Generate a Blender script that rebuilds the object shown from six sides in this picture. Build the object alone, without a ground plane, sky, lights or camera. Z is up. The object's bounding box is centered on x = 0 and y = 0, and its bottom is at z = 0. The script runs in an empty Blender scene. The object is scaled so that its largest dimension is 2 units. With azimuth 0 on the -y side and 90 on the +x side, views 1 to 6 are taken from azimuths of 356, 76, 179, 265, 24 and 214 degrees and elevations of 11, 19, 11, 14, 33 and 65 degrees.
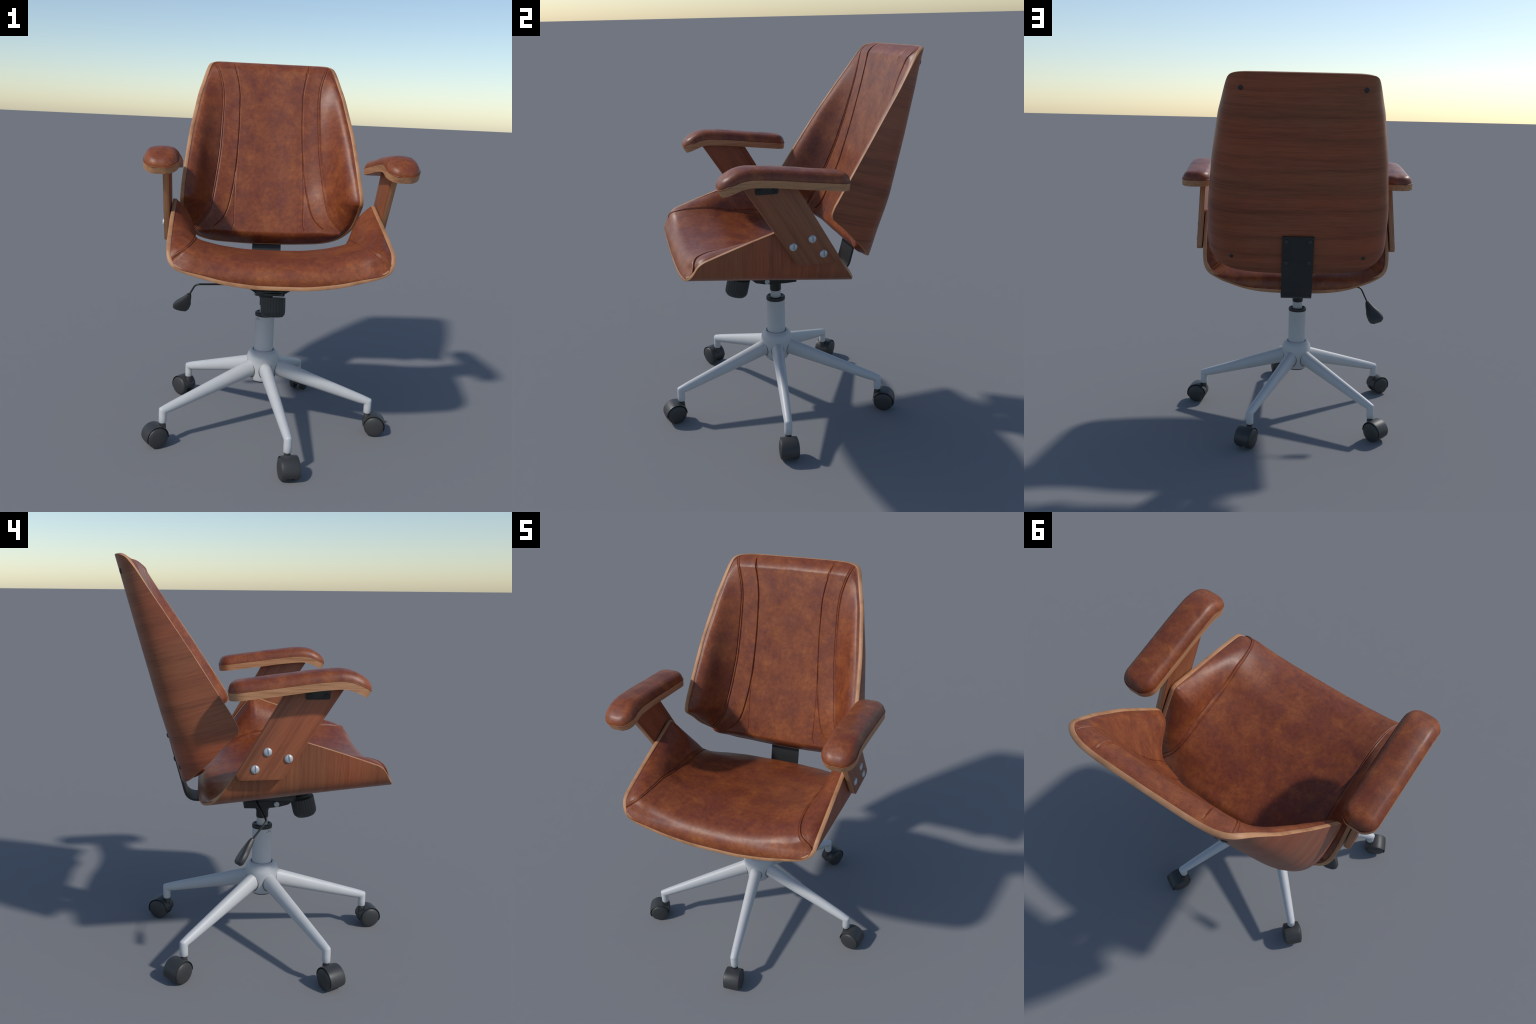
import bpy, bmesh, math
import numpy as np
from mathutils import Vector, Matrix

rng = np.random.default_rng(7)

# ------------------------------------------------------------------ helpers
def interp(x, pts):
    p = np.array(pts, float)
    return np.interp(x, p[:, 0], p[:, 1])


def spline(x, pts):
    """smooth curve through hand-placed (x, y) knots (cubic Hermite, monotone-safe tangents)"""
    p = np.array(pts, float)
    X, Y = p[:, 0], p[:, 1]
    h = np.diff(X)
    d = np.diff(Y) / h
    m = np.zeros_like(Y)
    m[0], m[-1] = d[0], d[-1]
    for i in range(1, len(Y) - 1):
        if d[i - 1] * d[i] > 0:
            w1, w2 = 2 * h[i] + h[i - 1], h[i] + 2 * h[i - 1]
            m[i] = (w1 + w2) / (w1 / d[i - 1] + w2 / d[i])
    x = np.clip(np.asarray(x, float), X[0], X[-1])
    k = np.clip(np.searchsorted(X, x, side='right') - 1, 0, len(h) - 1)
    t = (x - X[k]) / h[k]
    t2, t3 = t * t, t * t * t
    return ((2 * t3 - 3 * t2 + 1) * Y[k] + (t3 - 2 * t2 + t) * h[k] * m[k]
            + (-2 * t3 + 3 * t2) * Y[k + 1] + (t3 - t2) * h[k] * m[k + 1])


def smooth(e0, e1, x):
    t = np.clip((x - e0) / (e1 - e0), 0, 1)
    return t * t * (3 - 2 * t)


def polyline_distance(P, L):
    """distance of points P (n,2) to the polyline L (m,2)"""
    best = np.full(len(P), 1e9)
    for a, b in zip(L[:-1], L[1:]):
        ab = b - a
        q = max(float(ab @ ab), 1e-12)
        t = np.clip(((P - a) @ ab) / q, 0, 1)
        d = P - a - t[:, None] * ab
        best = np.minimum(best, (d * d).sum(1))
    return np.sqrt(best)


def new_object(name, verts, faces, mats, parent=None, mat_index=None, angle=35.0, flat=False):
    me = bpy.data.meshes.new(name)
    me.from_pydata([tuple(map(float, v)) for v in verts] if not isinstance(verts, np.ndarray) else verts.tolist(),
                   [], faces.tolist() if isinstance(faces, np.ndarray) else faces)
    return finish(name, me, mats, parent, mat_index, angle, flat)


def finish(name, me, mats, parent=None, mat_index=None, angle=35.0, flat=False):
    for m in (mats if isinstance(mats, (list, tuple)) else [mats]):
        me.materials.append(m)
    if mat_index is not None:
        me.polygons.foreach_set('material_index', np.asarray(mat_index, dtype=np.int32))
    me.polygons.foreach_set('use_smooth', np.full(len(me.polygons), not flat))
    if angle is not None and not flat:
        me.set_sharp_from_angle(angle=math.radians(angle))
    me.update()
    ob = bpy.data.objects.new(name, me)
    bpy.context.scene.collection.objects.link(ob)
    if parent is not None:
        ob.parent = parent
    return ob


def bm_object(name, bm, mats, parent=None, angle=35.0):
    bmesh.ops.recalc_face_normals(bm, faces=bm.faces)
    me = bpy.data.meshes.new(name)
    bm.to_mesh(me)
    bm.free()
    return finish(name, me, mats, parent, None, angle)


def grid_faces(nr, nc, off=0, flip=False):
    i, j = np.meshgrid(np.arange(nr - 1), np.arange(nc - 1), indexing='ij')
    a = (i * nc + j).ravel() + off
    f = np.stack([a, a + 1, a + nc + 1, a + nc], 1)
    return f[:, ::-1] if flip else f


def grid_normals(G):
    du = np.gradient(G, axis=1)
    dv = np.gradient(G, axis=0)
    n = np.cross(du, dv)
    return n / np.maximum(np.linalg.norm(n, axis=2, keepdims=True), 1e-9)


def lathe(name, profile, mats, parent=None, seg=64, center=(0, 0, 0), axis='z', angle=30.0, closed=False):
    """revolve (radius, height) knots"""
    prof = np.array(profile, float)
    th = np.linspace(0, 2 * math.pi, seg, endpoint=False)
    r, h = prof[:, 0][:, None], prof[:, 1][:, None]
    c, s = np.cos(th)[None], np.sin(th)[None]
    z = np.broadcast_to(h, (len(prof), seg))
    A, B = r * c, r * s
    if axis == 'z':
        V = np.stack([A, B, z], 2)
    elif axis == 'x':
        V = np.stack([z, A, B], 2)
    else:
        V = np.stack([B, z, A], 2)
    V = V.reshape(-1, 3) + np.array(center)
    F = []
    n = len(prof)
    for i in range(n - 1):
        for j in range(seg):
            k = (j + 1) % seg
            F.append((i * seg + j, i * seg + k, (i + 1) * seg + k, (i + 1) * seg + j))
    F.append(tuple(range(seg))[::-1])
    F.append(tuple((n - 1) * seg + j for j in range(seg)))
    return new_object(name, V, F, mats, parent, angle=angle)


def rounded_polygon(pts, radii, seg=6):
    """round the corners of a 2D polygon"""
    out = []
    n = len(pts)
    for i in range(n):
        p, a, b = (np.array(pts[i], float), np.array(pts[i - 1], float), np.array(pts[(i + 1) % n], float))
        r = radii[i] if isinstance(radii, (list, tuple)) else radii
        if r <= 0:
            out.append(p)
            continue
        u, v = (a - p) / np.linalg.norm(a - p), (b - p) / np.linalg.norm(b - p)
        ang = math.acos(max(-1, min(1, float(u @ v))))
        t = r / math.tan(ang / 2)
        s, e = p + u * t, p + v * t
        bis = (u + v) / np.linalg.norm(u + v)
        c = p + bis * r / math.sin(ang / 2)
        a0, a1 = math.atan2(*(s - c)[::-1]), math.atan2(*(e - c)[::-1])
        d = (a1 - a0 + math.pi) % (2 * math.pi) - math.pi
        for k in range(seg + 1):
            q = a0 + d * k / seg
            out.append(c + r * np.array([math.cos(q), math.sin(q)]))
    return out


def extrude_polygon(name, pts2, to3, lo, hi, mats, parent=None, bevel=0.003, edge_mat=None):
    """prism of a 2D outline; to3(p, h) places it; rim faces take material slot 1 if edge_mat"""
    bm = bmesh.new()
    A = [bm.verts.new(to3(p, lo)) for p in pts2]
    B = [bm.verts.new(to3(p, hi)) for p in pts2]
    n = len(A)
    caps = [bm.faces.new(A[::-1]), bm.faces.new(B)]
    for i in range(n):
        f = bm.faces.new((A[i], A[(i + 1) % n], B[(i + 1) % n], B[i]))
        f.material_index = 1 if edge_mat else 0
    bmesh.ops.recalc_face_normals(bm, faces=bm.faces)
    if bevel:
        ed = {e for f in caps for e in f.edges}
        bmesh.ops.bevel(bm, geom=list(ed), offset=bevel, segments=2, profile=0.5, affect='EDGES', clamp_overlap=True)
    return bm_object(name, bm, [mats, edge_mat] if edge_mat else mats, parent)


def box(name, lo, hi, mats, parent=None, bevel=0.003):
    pts = [(lo[0], lo[1]), (hi[0], lo[1]), (hi[0], hi[1]), (lo[0], hi[1])]
    bm = bmesh.new()
    A = [bm.verts.new((p[0], p[1], lo[2])) for p in pts]
    B = [bm.verts.new((p[0], p[1], hi[2])) for p in pts]
    bm.faces.new(A[::-1]); bm.faces.new(B)
    for i in range(4):
        bm.faces.new((A[i], A[(i + 1) % 4], B[(i + 1) % 4], B[i]))
    if bevel:
        bmesh.ops.bevel(bm, geom=bm.edges[:], offset=bevel, segments=2, profile=0.5, affect='EDGES')
    return bm_object(name, bm, mats, parent)


def sweep(name, path, sections, mats, parent=None, seg=24, angle=40.0, up=(0, 0, 1), cap=True):
    """tube along a path; sections = (half width, half height) per path point"""
    path = np.array(path, float)
    n = len(path)
    T = np.gradient(path, axis=0)
    T /= np.linalg.norm(T, axis=1, keepdims=True)
    V = []
    th = np.linspace(0, 2 * math.pi, seg, endpoint=False)
    side = None
    for i in range(n):
        s = np.cross(T[i], np.array(up, float))
        if np.linalg.norm(s) < 1e-3:
            s = side
        s = s / np.linalg.norm(s)
        if side is not None and s @ side < 0:
            s = -s
        side = s
        u = np.cross(s, T[i])
        w, h = sections[i]
        for a in th:
            V.append(path[i] + s * w * math.cos(a) + u * h * math.sin(a))
    F = []
    for i in range(n - 1):
        for j in range(seg):
            k = (j + 1) % seg
            F.append((i * seg + j, i * seg + k, (i + 1) * seg + k, (i + 1) * seg + j))
    if cap:
        F.append(tuple(range(seg))[::-1])
        F.append(tuple((n - 1) * seg + j for j in range(seg)))
    ob = new_object(name, np.array(V), F, mats, parent, angle=None)
    bm = bmesh.new(); bm.from_mesh(ob.data)
    bmesh.ops.recalc_face_normals(bm, faces=bm.faces)
    bm.to_mesh(ob.data); bm.free()
    ob.data.set_sharp_from_angle(angle=math.radians(angle))
    return ob


def fillet_path(pts, radii, seg=8):
    """polyline in 3D with rounded bends"""
    P = [np.array(p, float) for p in pts]
    out = [P[0]]
    for i in range(1, len(P) - 1):
        a, p, b = P[i - 1], P[i], P[i + 1]
        u, v = (a - p) / np.linalg.norm(a - p), (b - p) / np.linalg.norm(b - p)
        r = radii[i - 1]
        s, e = p + u * r, p + v * r
        for k in range(seg + 1):
            t = k / seg
            out.append((1 - t) ** 2 * s + 2 * t * (1 - t) * p + t * t * e)
    out.append(P[-1])
    return out


# ---------------------------------------------------------------- materials
def material(name):
    m = bpy.data.materials.new(name)
    m.use_nodes = True
    nt = m.node_tree
    nt.nodes.clear()
    out = nt.nodes.new('ShaderNodeOutputMaterial')
    b = nt.nodes.new('ShaderNodeBsdfPrincipled')
    nt.links.new(b.outputs[0], out.inputs[0])
    return m, nt, b


def add(nt, kind, **kw):
    n = nt.nodes.new(kind)
    for k, v in kw.items():
        if hasattr(n, k):
            setattr(n, k, v)
        else:
            n.inputs[k].default_value = v
    return n


def coords(nt, scale=(1, 1, 1), rot=(0, 0, 0), loc=(0, 0, 0)):
    tc = add(nt, 'ShaderNodeTexCoord')
    mp = add(nt, 'ShaderNodeMapping')
    mp.inputs['Scale'].default_value = scale
    mp.inputs['Location'].default_value = loc
    rt = add(nt, 'ShaderNodeMapping')
    rt.inputs['Rotation'].default_value = rot
    nt.links.new(tc.outputs['Object'], rt.inputs['Vector'])
    nt.links.new(rt.outputs[0], mp.inputs['Vector'])
    return mp.outputs[0]


def noise(nt, vec, scale, detail=4.0, rough=0.5, distortion=0.0):
    n = add(nt, 'ShaderNodeTexNoise')
    n.inputs['Scale'].default_value = scale
    n.inputs['Detail'].default_value = detail
    n.inputs['Roughness'].default_value = rough
    n.inputs['Distortion'].default_value = distortion
    nt.links.new(vec, n.inputs['Vector'])
    return n.outputs['Fac']


def ramp(nt, fac, stops):
    r = add(nt, 'ShaderNodeValToRGB')
    el = r.color_ramp.elements
    while len(el) < len(stops):
        el.new(0.5)
    for e, (p, c) in zip(el, stops):
        e.position = p
        e.color = (*c, 1) if len(c) == 3 else c
    nt.links.new(fac, r.inputs[0])
    return r.outputs[0]


def mix(nt, fac, a, b, mode='MIX'):
    m = add(nt, 'ShaderNodeMix', data_type='RGBA', blend_type=mode)
    if isinstance(fac, (int, float)):
        m.inputs[0].default_value = fac
    else:
        nt.links.new(fac, m.inputs[0])
    for i, v in ((6, a), (7, b)):
        if isinstance(v, tuple):
            m.inputs[i].default_value = (*v, 1)
        else:
            nt.links.new(v, m.inputs[i])
    return m.outputs[2]


def bump(nt, b, height, strength, distance):
    n = add(nt, 'ShaderNodeBump')
    n.inputs['Strength'].default_value = strength
    n.inputs['Distance'].default_value = distance
    nt.links.new(height, n.inputs['Height'])
    nt.links.new(n.outputs[0], b.inputs['Normal'])


def leather_material():
    m, nt, b = material('brown_leather')
    v = coords(nt)
    big = noise(nt, v, 10.0, 7.0, 0.66, 0.3)
    base = ramp(nt, big, [(0.28, (0.150, 0.034, 0.0195)), (0.44, (0.190, 0.046, 0.0185)),
                          (0.56, (0.236, 0.061, 0.0195)), (0.70, (0.305, 0.091, 0.026))])
    v2 = coords(nt, loc=(3.1, 1.7, 5.3))
    mid = noise(nt, v2, 46.0, 6.0, 0.72, 0.3)
    tone = ramp(nt, mid, [(0.32, (0.76, 0.74, 0.80)), (0.5, (1.0, 1.0, 1.0)), (0.68, (1.20, 1.25, 1.17))])
    col = mix(nt, 1.0, base, tone, 'MULTIPLY')
    fine = noise(nt, v, 260.0, 3.0, 0.6)
    grain = ramp(nt, fine, [(0.35, (0.88, 0.88, 0.88)), (0.65, (1.1, 1.1, 1.1))])
    col = mix(nt, 1.0, col, grain, 'MULTIPLY')
    nt.links.new(col, b.inputs['Base Color'])
    rr = ramp(nt, mid, [(0.3, (0.45,) * 3), (0.7, (0.39,) * 3)])
    nt.links.new(rr, b.inputs['Roughness'])
    b.inputs['Specular IOR Level'].default_value = 0.42
    vor = add(nt, 'ShaderNodeTexVoronoi')
    vor.inputs['Scale'].default_value = 330.0
    nt.links.new(v, vor.inputs['Vector'])
    h = add(nt, 'ShaderNodeMath', operation='ADD')
    nt.links.new(vor.outputs['Distance'], h.inputs[0])
    nt.links.new(mid, h.inputs[1])
    bump(nt, b, h.outputs[0], 0.12, 0.002)
    return m


def veneer_material(name, across, rot=(0, 0, 0), dark=(0.152, 0.042, 0.019), light=(0.322, 0.100, 0.043), loc=(0, 0, 0)):
    """walnut veneer; across = (x, y, z) frequencies, high on the axis that crosses the grain"""
    m, nt, b = material(name)
    v = coords(nt, across, rot, loc)
    warp_v = coords(nt, tuple(min(a, 4.0) for a in across), rot, loc)
    figure = noise(nt, v, 0.34, 5.0, 0.6, 0.5)
    streak = noise(nt, v, 1.6, 6.0, 0.7, 0.2)
    vf = coords(nt, tuple(a * 8 if a > 5 else a * 9 for a in across), rot, loc)
    pores = noise(nt, vf, 1.0, 3.0, 0.6)
    patch = noise(nt, warp_v, 0.9, 3.0, 0.5)
    mixf = add(nt, 'ShaderNodeMath', operation='MULTIPLY_ADD')
    nt.links.new(figure, mixf.inputs[0]); mixf.inputs[1].default_value = 0.55
    sc = add(nt, 'ShaderNodeMath', operation='MULTIPLY')
    nt.links.new(streak, sc.inputs[0]); sc.inputs[1].default_value = 0.45
    nt.links.new(sc.outputs[0], mixf.inputs[2])
    mid = tuple((d * 0.45 + l * 0.55) for d, l in zip(dark, light))
    base = ramp(nt, mixf.outputs[0], [(0.33, dark), (0.46, mid), (0.54, tuple(0.9 * c for c in light)), (0.68, light)])
    hue = ramp(nt, patch, [(0.35, (1.1, 0.92, 0.86)), (0.65, (0.92, 1.06, 1.08))])
    col = mix(nt, 1.0, base, hue, 'MULTIPLY')
    pr = ramp(nt, pores, [(0.34, (0.80, 0.79, 0.79)), (0.5, (1, 1, 1)), (0.7, (1.07, 1.07, 1.07))])
    col = mix(nt, 1.0, col, pr, 'MULTIPLY')
    nt.links.new(col, b.inputs['Base Color'])
    b.inputs['Roughness'].default_value = 0.42
    b.inputs['Specular IOR Level'].default_value = 0.4
    bump(nt, b, pores, 0.06, 0.001)
    return m


def ply_material(name, across, rot=(0, 0, 0)):
    m, nt, b = material(name)
    v = coords(nt, across, rot)
    s = noise(nt, v, 1.0, 5.0, 0.6, 0.2)
    col = ramp(nt, s, [(0.32, (0.330, 0.150, 0.070)), (0.5, (0.450, 0.222, 0.108)), (0.7, (0.520, 0.270, 0.138))])
    nt.links.new(col, b.inputs['Base Color'])
    b.inputs['Roughness'].default_value = 0.5
    b.inputs['Specular IOR Level'].default_value = 0.35
    return m


def plain_material(name, color, rough, metallic=0.0, var=0.06, spec=0.5):
    m, nt, b = material(name)
    v = coords(nt)
    s = noise(nt, v, 18.0, 4.0, 0.6)
    c0 = tuple(c * (1 - var) for c in color)
    c1 = tuple(c * (1 + var) for c in color)
    nt.links.new(ramp(nt, s, [(0.3, c0), (0.7, c1)]), b.inputs['Base Color'])
    b.inputs['Roughness'].default_value = rough
    b.inputs['Metallic'].default_value = metallic
    b.inputs['Specular IOR Level'].default_value = spec
    return m


TILT = math.atan(0.2686)
LEATHER = leather_material()
VENEER_BACK = veneer_material('walnut_veneer_back', (1.0, 1.0, 34.0), rot=(TILT, 0, 0), dark=(0.145, 0.040, 0.019), light=(0.300, 0.091, 0.040))
VENEER_SEAT = veneer_material('walnut_veneer_seat', (1.0, 34.0, 1.0), loc=(0, 4.0, 2.0))
PLY = ply_material('plywood_edge', (9.0, 9.0, 9.0))
PLY_BOARD = ply_material('plywood_board', (60.0, 6.0, 130.0))
PLY_PANEL = ply_material('plywood_panel_edge', (260.0, 8.0, 8.0))
WHITE = plain_material('grey_white_paint', (0.530, 0.537, 0.545), 0.42, 0.0, 0.02, 0.45)
BLACK = plain_material('black_metal', (0.020, 0.021, 0.022), 0.45, 0.0, 0.1, 0.45)
PLASTIC = plain_material('black_plastic', (0.036, 0.037, 0.038), 0.48, 0.0, 0.08, 0.5)
STEEL = plain_material('steel_screw', (0.50, 0.52, 0.54), 0.38, 0.25, 0.04, 0.5)
INK = plain_material('dark_ink', (0.05, 0.055, 0.06), 0.6, 0.0, 0.05, 0.3)

chair = bpy.data.objects.new('office_chair', None)
bpy.context.scene.collection.objects.link(chair)
chair['label'] = 'swivel office chair, brown leather, walnut shell, white five-star base'
chair['category'] = 'office chair'

# ------------------------------------------------------------- backrest shell
BACK_SECTION = [(0, -.012), (.2, -.011), (.3, -.008), (.36, -.002), (.41, .010), (.45, .028), (.48, .055), (.498, .090),
                (.508, .130), (.514, .180), (.518, .250), (.52, .345)]
BACK_TAPER = [(.93, .925), (.97, .940), (1.0, .955), (1.037, .966), (1.09, .973), (1.2, .973), (1.3, .966), (1.395, .95), (1.505, .929),
              (1.58, .914), (1.65, .894), (1.73, .869), (1.81, .846), (1.876, .818), (1.94, .797), (2.02, .780)]


def arc_table(section, n=1200):
    """smooth section curve re-tabulated by arc length: q, x, depth"""
    p = np.array(section, float)
    c = np.concatenate([[0], np.cumsum(np.hypot(*np.diff(p, axis=0).T))])
    u = np.linspace(0, c[-1], n)
    x = spline(u, np.stack([c, p[:, 0]], 1))
    y = spline(u, np.stack([c, p[:, 1]], 1))
    k = np.ones(61) / 61
    for arr in (x, y):
        pad = np.concatenate([arr[0] * 2 - arr[30:0:-1] if arr is x else arr[30:0:-1], arr, arr[-1] + (arr[-1] - arr[-2:-32:-1])])
        arr[:] = np.convolve(pad, k, 'valid')
    q = np.concatenate([[0], np.cumsum(np.hypot(np.diff(x), np.diff(y)))])
    return q, x, y


BACK_SECTION_LOW = [(0, -.012), (.2, -.009), (.28, -.001), (.34, .012), (.39, .030), (.43, .056), (.462, .088), (.488, .125), (.504, .165),
                    (.512, .21), (.518, .28), (.52, .345)]
BQ, BX, BD = arc_table(BACK_SECTION)
LQ, LX, LD = arc_table(BACK_SECTION_LOW)


def low_share(z):
    """how far the softer lower fold replaces the sharp one"""
    return .45 * smooth(1.32, 1.06, z)


def back_scale(z):
    return spline(z, BACK_TAPER)


def back_plane(z):
    return .40 + .2686 * (z - .962)


def back_point(q, z):
    s = np.where(q < 0, -1.0, 1.0)
    a, t = np.abs(q), low_share(z)
    x = (np.interp(a, BQ, BX) * (1 - t) + np.interp(a, LQ, LX) * t) * s * back_scale(z)
    d = np.interp(a, BQ, BD) * (1 - t) + np.interp(a, LQ, LD) * t
    return np.stack([x, back_plane(z) - d / .966, z], -1)


def q_from_depth(d, z):
    t = low_share(z)
    return np.interp(d, BD, BQ) * (1 - t) + np.interp(d, LD, LQ) * t


# rim of the shell, top to bottom: (height, depth of the rim in front of the spine plane)
BACK_RIM = [(1.9945, -.002), (1.9940, .006), (1.9925, .017), (1.988, .031), (1.979, .045), (1.960, .058), (1.936, .070), (1.876, .094), (1.81, .120),
            (1.732, .151), (1.649, .184), (1.58, .210), (1.505, .237), (1.395, .276), (1.31, .306), (1.275, .317),
            (1.25, .320), (1.228, .311), (1.21, .291), (1.167, .235), (1.093, .152), (1.037, .083), (1.004, .047),
            (.985, .026), (.970, .009), (.959, -.004)]


def rim_curve(rim, n):
    """resample a rim (v, e) list smoothly by chord length"""
    p = np.array(rim, float)
    c = np.concatenate([[0], np.cumsum(np.hypot(*np.diff(p, axis=0).T))])
    u = np.linspace(0, c[-1], n)
    return spline(u, np.stack([c, p[:, 0]], 1)), spline(u, np.stack([c, p[:, 1]], 1))


def row_positions(ve, step):
    return ve


def sheet_normals(fn, Q, V, axis, sign):
    """unit normals of the sheet fn(q, v), pointing to the leather side"""
    e = 2e-3
    n = np.cross(fn(Q + e, V) - fn(Q - e, V), fn(Q, V + e) - fn(Q, V - e))
    n /= np.linalg.norm(n, axis=-1, keepdims=True)
    return n * np.sign(n[n.shape[0] // 2, n.shape[1] // 2, axis]) * sign


def build_shell(name, G, N, th, mats, parent, chamfer=.002):
    """sheet of thickness th on the grid G (outer side), with a light ply rim"""
    nr, nc = G.shape[:2]
    O, I = G, G + N * th
    verts = [O.reshape(-1, 3), I.reshape(-1, 3)]
    F = [grid_faces(nr, nc, 0, True), grid_faces(nr, nc, nr * nc, False)]
    mi = [np.zeros(len(F[0])), np.ones(len(F[1]))]
    loop = np.concatenate([np.arange(nc), np.arange(1, nr) * nc + nc - 1,
                           (nr - 1) * nc + np.arange(nc - 2, -1, -1), np.arange(nr - 2, 0, -1) * nc])
    # rim strip, slightly rounded: three intermediate loops
    Gf, If = O.reshape(-1, 3)[loop], I.reshape(-1, 3)[loop]
    cen = (Gf + If) / 2
    tang = np.roll(cen, -1, 0) - np.roll(cen, 1, 0)
    tang /= np.linalg.norm(tang, axis=1, keepdims=True)
    nn = If - Gf
    nn /= np.linalg.norm(nn, axis=1, keepdims=True)
    out = np.cross(tang, nn)
    inner = np.array(G).reshape(-1, 3).mean(0)
    sgn = np.sign(((cen - inner) * out).sum(1).mean())
    out *= sgn
    m = len(loop)
    rings = [loop]
    off = 2 * nr * nc
    for f, o in ((.12, .8), (.5, 1.0), (.88, .8)):
        verts.append(Gf * (1 - f) + If * f + out * chamfer * o)
        rings.append(off + np.arange(m))
        off += m
    rings.append(loop + nr * nc)
    for a, b in zip(rings[:-1], rings[1:]):
        f = np.stack([a, np.roll(a, -1), np.roll(b, -1), b], 1)
        F.append(f)
        mi.append(np.ones(m))
    V = np.concatenate(verts)
    F = np.concatenate(F)
    ob = new_object(name, V, F.astype(int), mats, parent, np.concatenate(mi), angle=None)
    bm = bmesh.new(); bm.from_mesh(ob.data)
    bmesh.ops.recalc_face_normals(bm, faces=bm.faces)
    bm.to_mesh(ob.data); bm.free()
    ob.data.set_sharp_from_angle(angle=math.radians(38))
    piping(If - out * .0050 + nn * .0012, nn, ob)
    return ob


def piping(P, nn, parent, r=.0027, name='piping'):
    """thin leather cord along a closed path"""
    keep = [0]
    for i in range(1, len(P)):                      # even out the path
        if np.linalg.norm(P[i] - P[keep[-1]]) > .004:
            keep.append(i)
    P, nn = P[keep], nn[keep]
    t = np.roll(P, -1, 0) - np.roll(P, 1, 0)
    t /= np.linalg.norm(t, axis=1, keepdims=True)
    side = np.cross(t, nn)
    side /= np.linalg.norm(side, axis=1, keepdims=True)
    th = np.linspace(0, 2 * math.pi, 10, endpoint=False)
    V = P[:, None] + r * (np.cos(th)[None, :, None] * side[:, None] + np.sin(th)[None, :, None] * np.cross(side, t)[:, None])
    m, k = len(P), len(th)
    i, j = np.meshgrid(np.arange(m), np.arange(k), indexing='ij')
    F = np.stack([i * k + j, ((i + 1) % m) * k + j, ((i + 1) % m) * k + (j + 1) % k, i * k + (j + 1) % k], -1).reshape(-1, 4)
    return new_object(name, V.reshape(-1, 3), F, LEATHER, parent, angle=None)


def back_grid(nr, nc):
    ze, de = rim_curve(BACK_RIM, nr)
    qe = q_from_depth(de, ze)
    a = np.linspace(-1, 1, nc)
    bow = np.linspace(0, 1, nr) ** 8 * .011
    Z = ze[:, None] - bow[:, None] * (1 - np.abs(a[None]) ** 2)
    Q = qe[:, None] * a[None]
    return Q, Z, qe, ze


TH = .020
Q, Z, qe, ze = back_grid(260, 121)
backrest = build_shell('backrest', back_point(Q, Z), sheet_normals(back_point, Q, Z, 1, -1), TH, [VENEER_BACK, PLY], chair)

# ------------------------------------------------------------- backrest cushion
SEAM_IN = [(1.99, .224), (1.94, .210), (1.89, .197), (1.79, .185), (1.67, .1845), (1.51, .190), (1.35, .203),
           (1.22, .225), (1.145, .245), (1.10, .270), (1.06, .315)]
SEAM_CREASE = [(1.47, .1915), (1.366, .197), (1.21, .201), (1.08, .200), (1.045, .212)]
SEAM_OUT = [(1.992, .335), (1.935, .309), (1.843, .286), (1.77, .281), (1.65, .284), (1.5, .291), (1.34, .310),
            (1.2, .332), (1.147, .347), (1.10, .378), (1.05, .425)]


def mirrored(seam, n=60):
    p = np.array(seam, float)[::-1]
    z = np.linspace(p[0, 0], p[-1, 0], n)
    x = spline(z, p)
    return np.stack([x, z], 1)


def groove(d, width, depth):
    return -depth * np.exp(-(d / width) ** 2)


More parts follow.
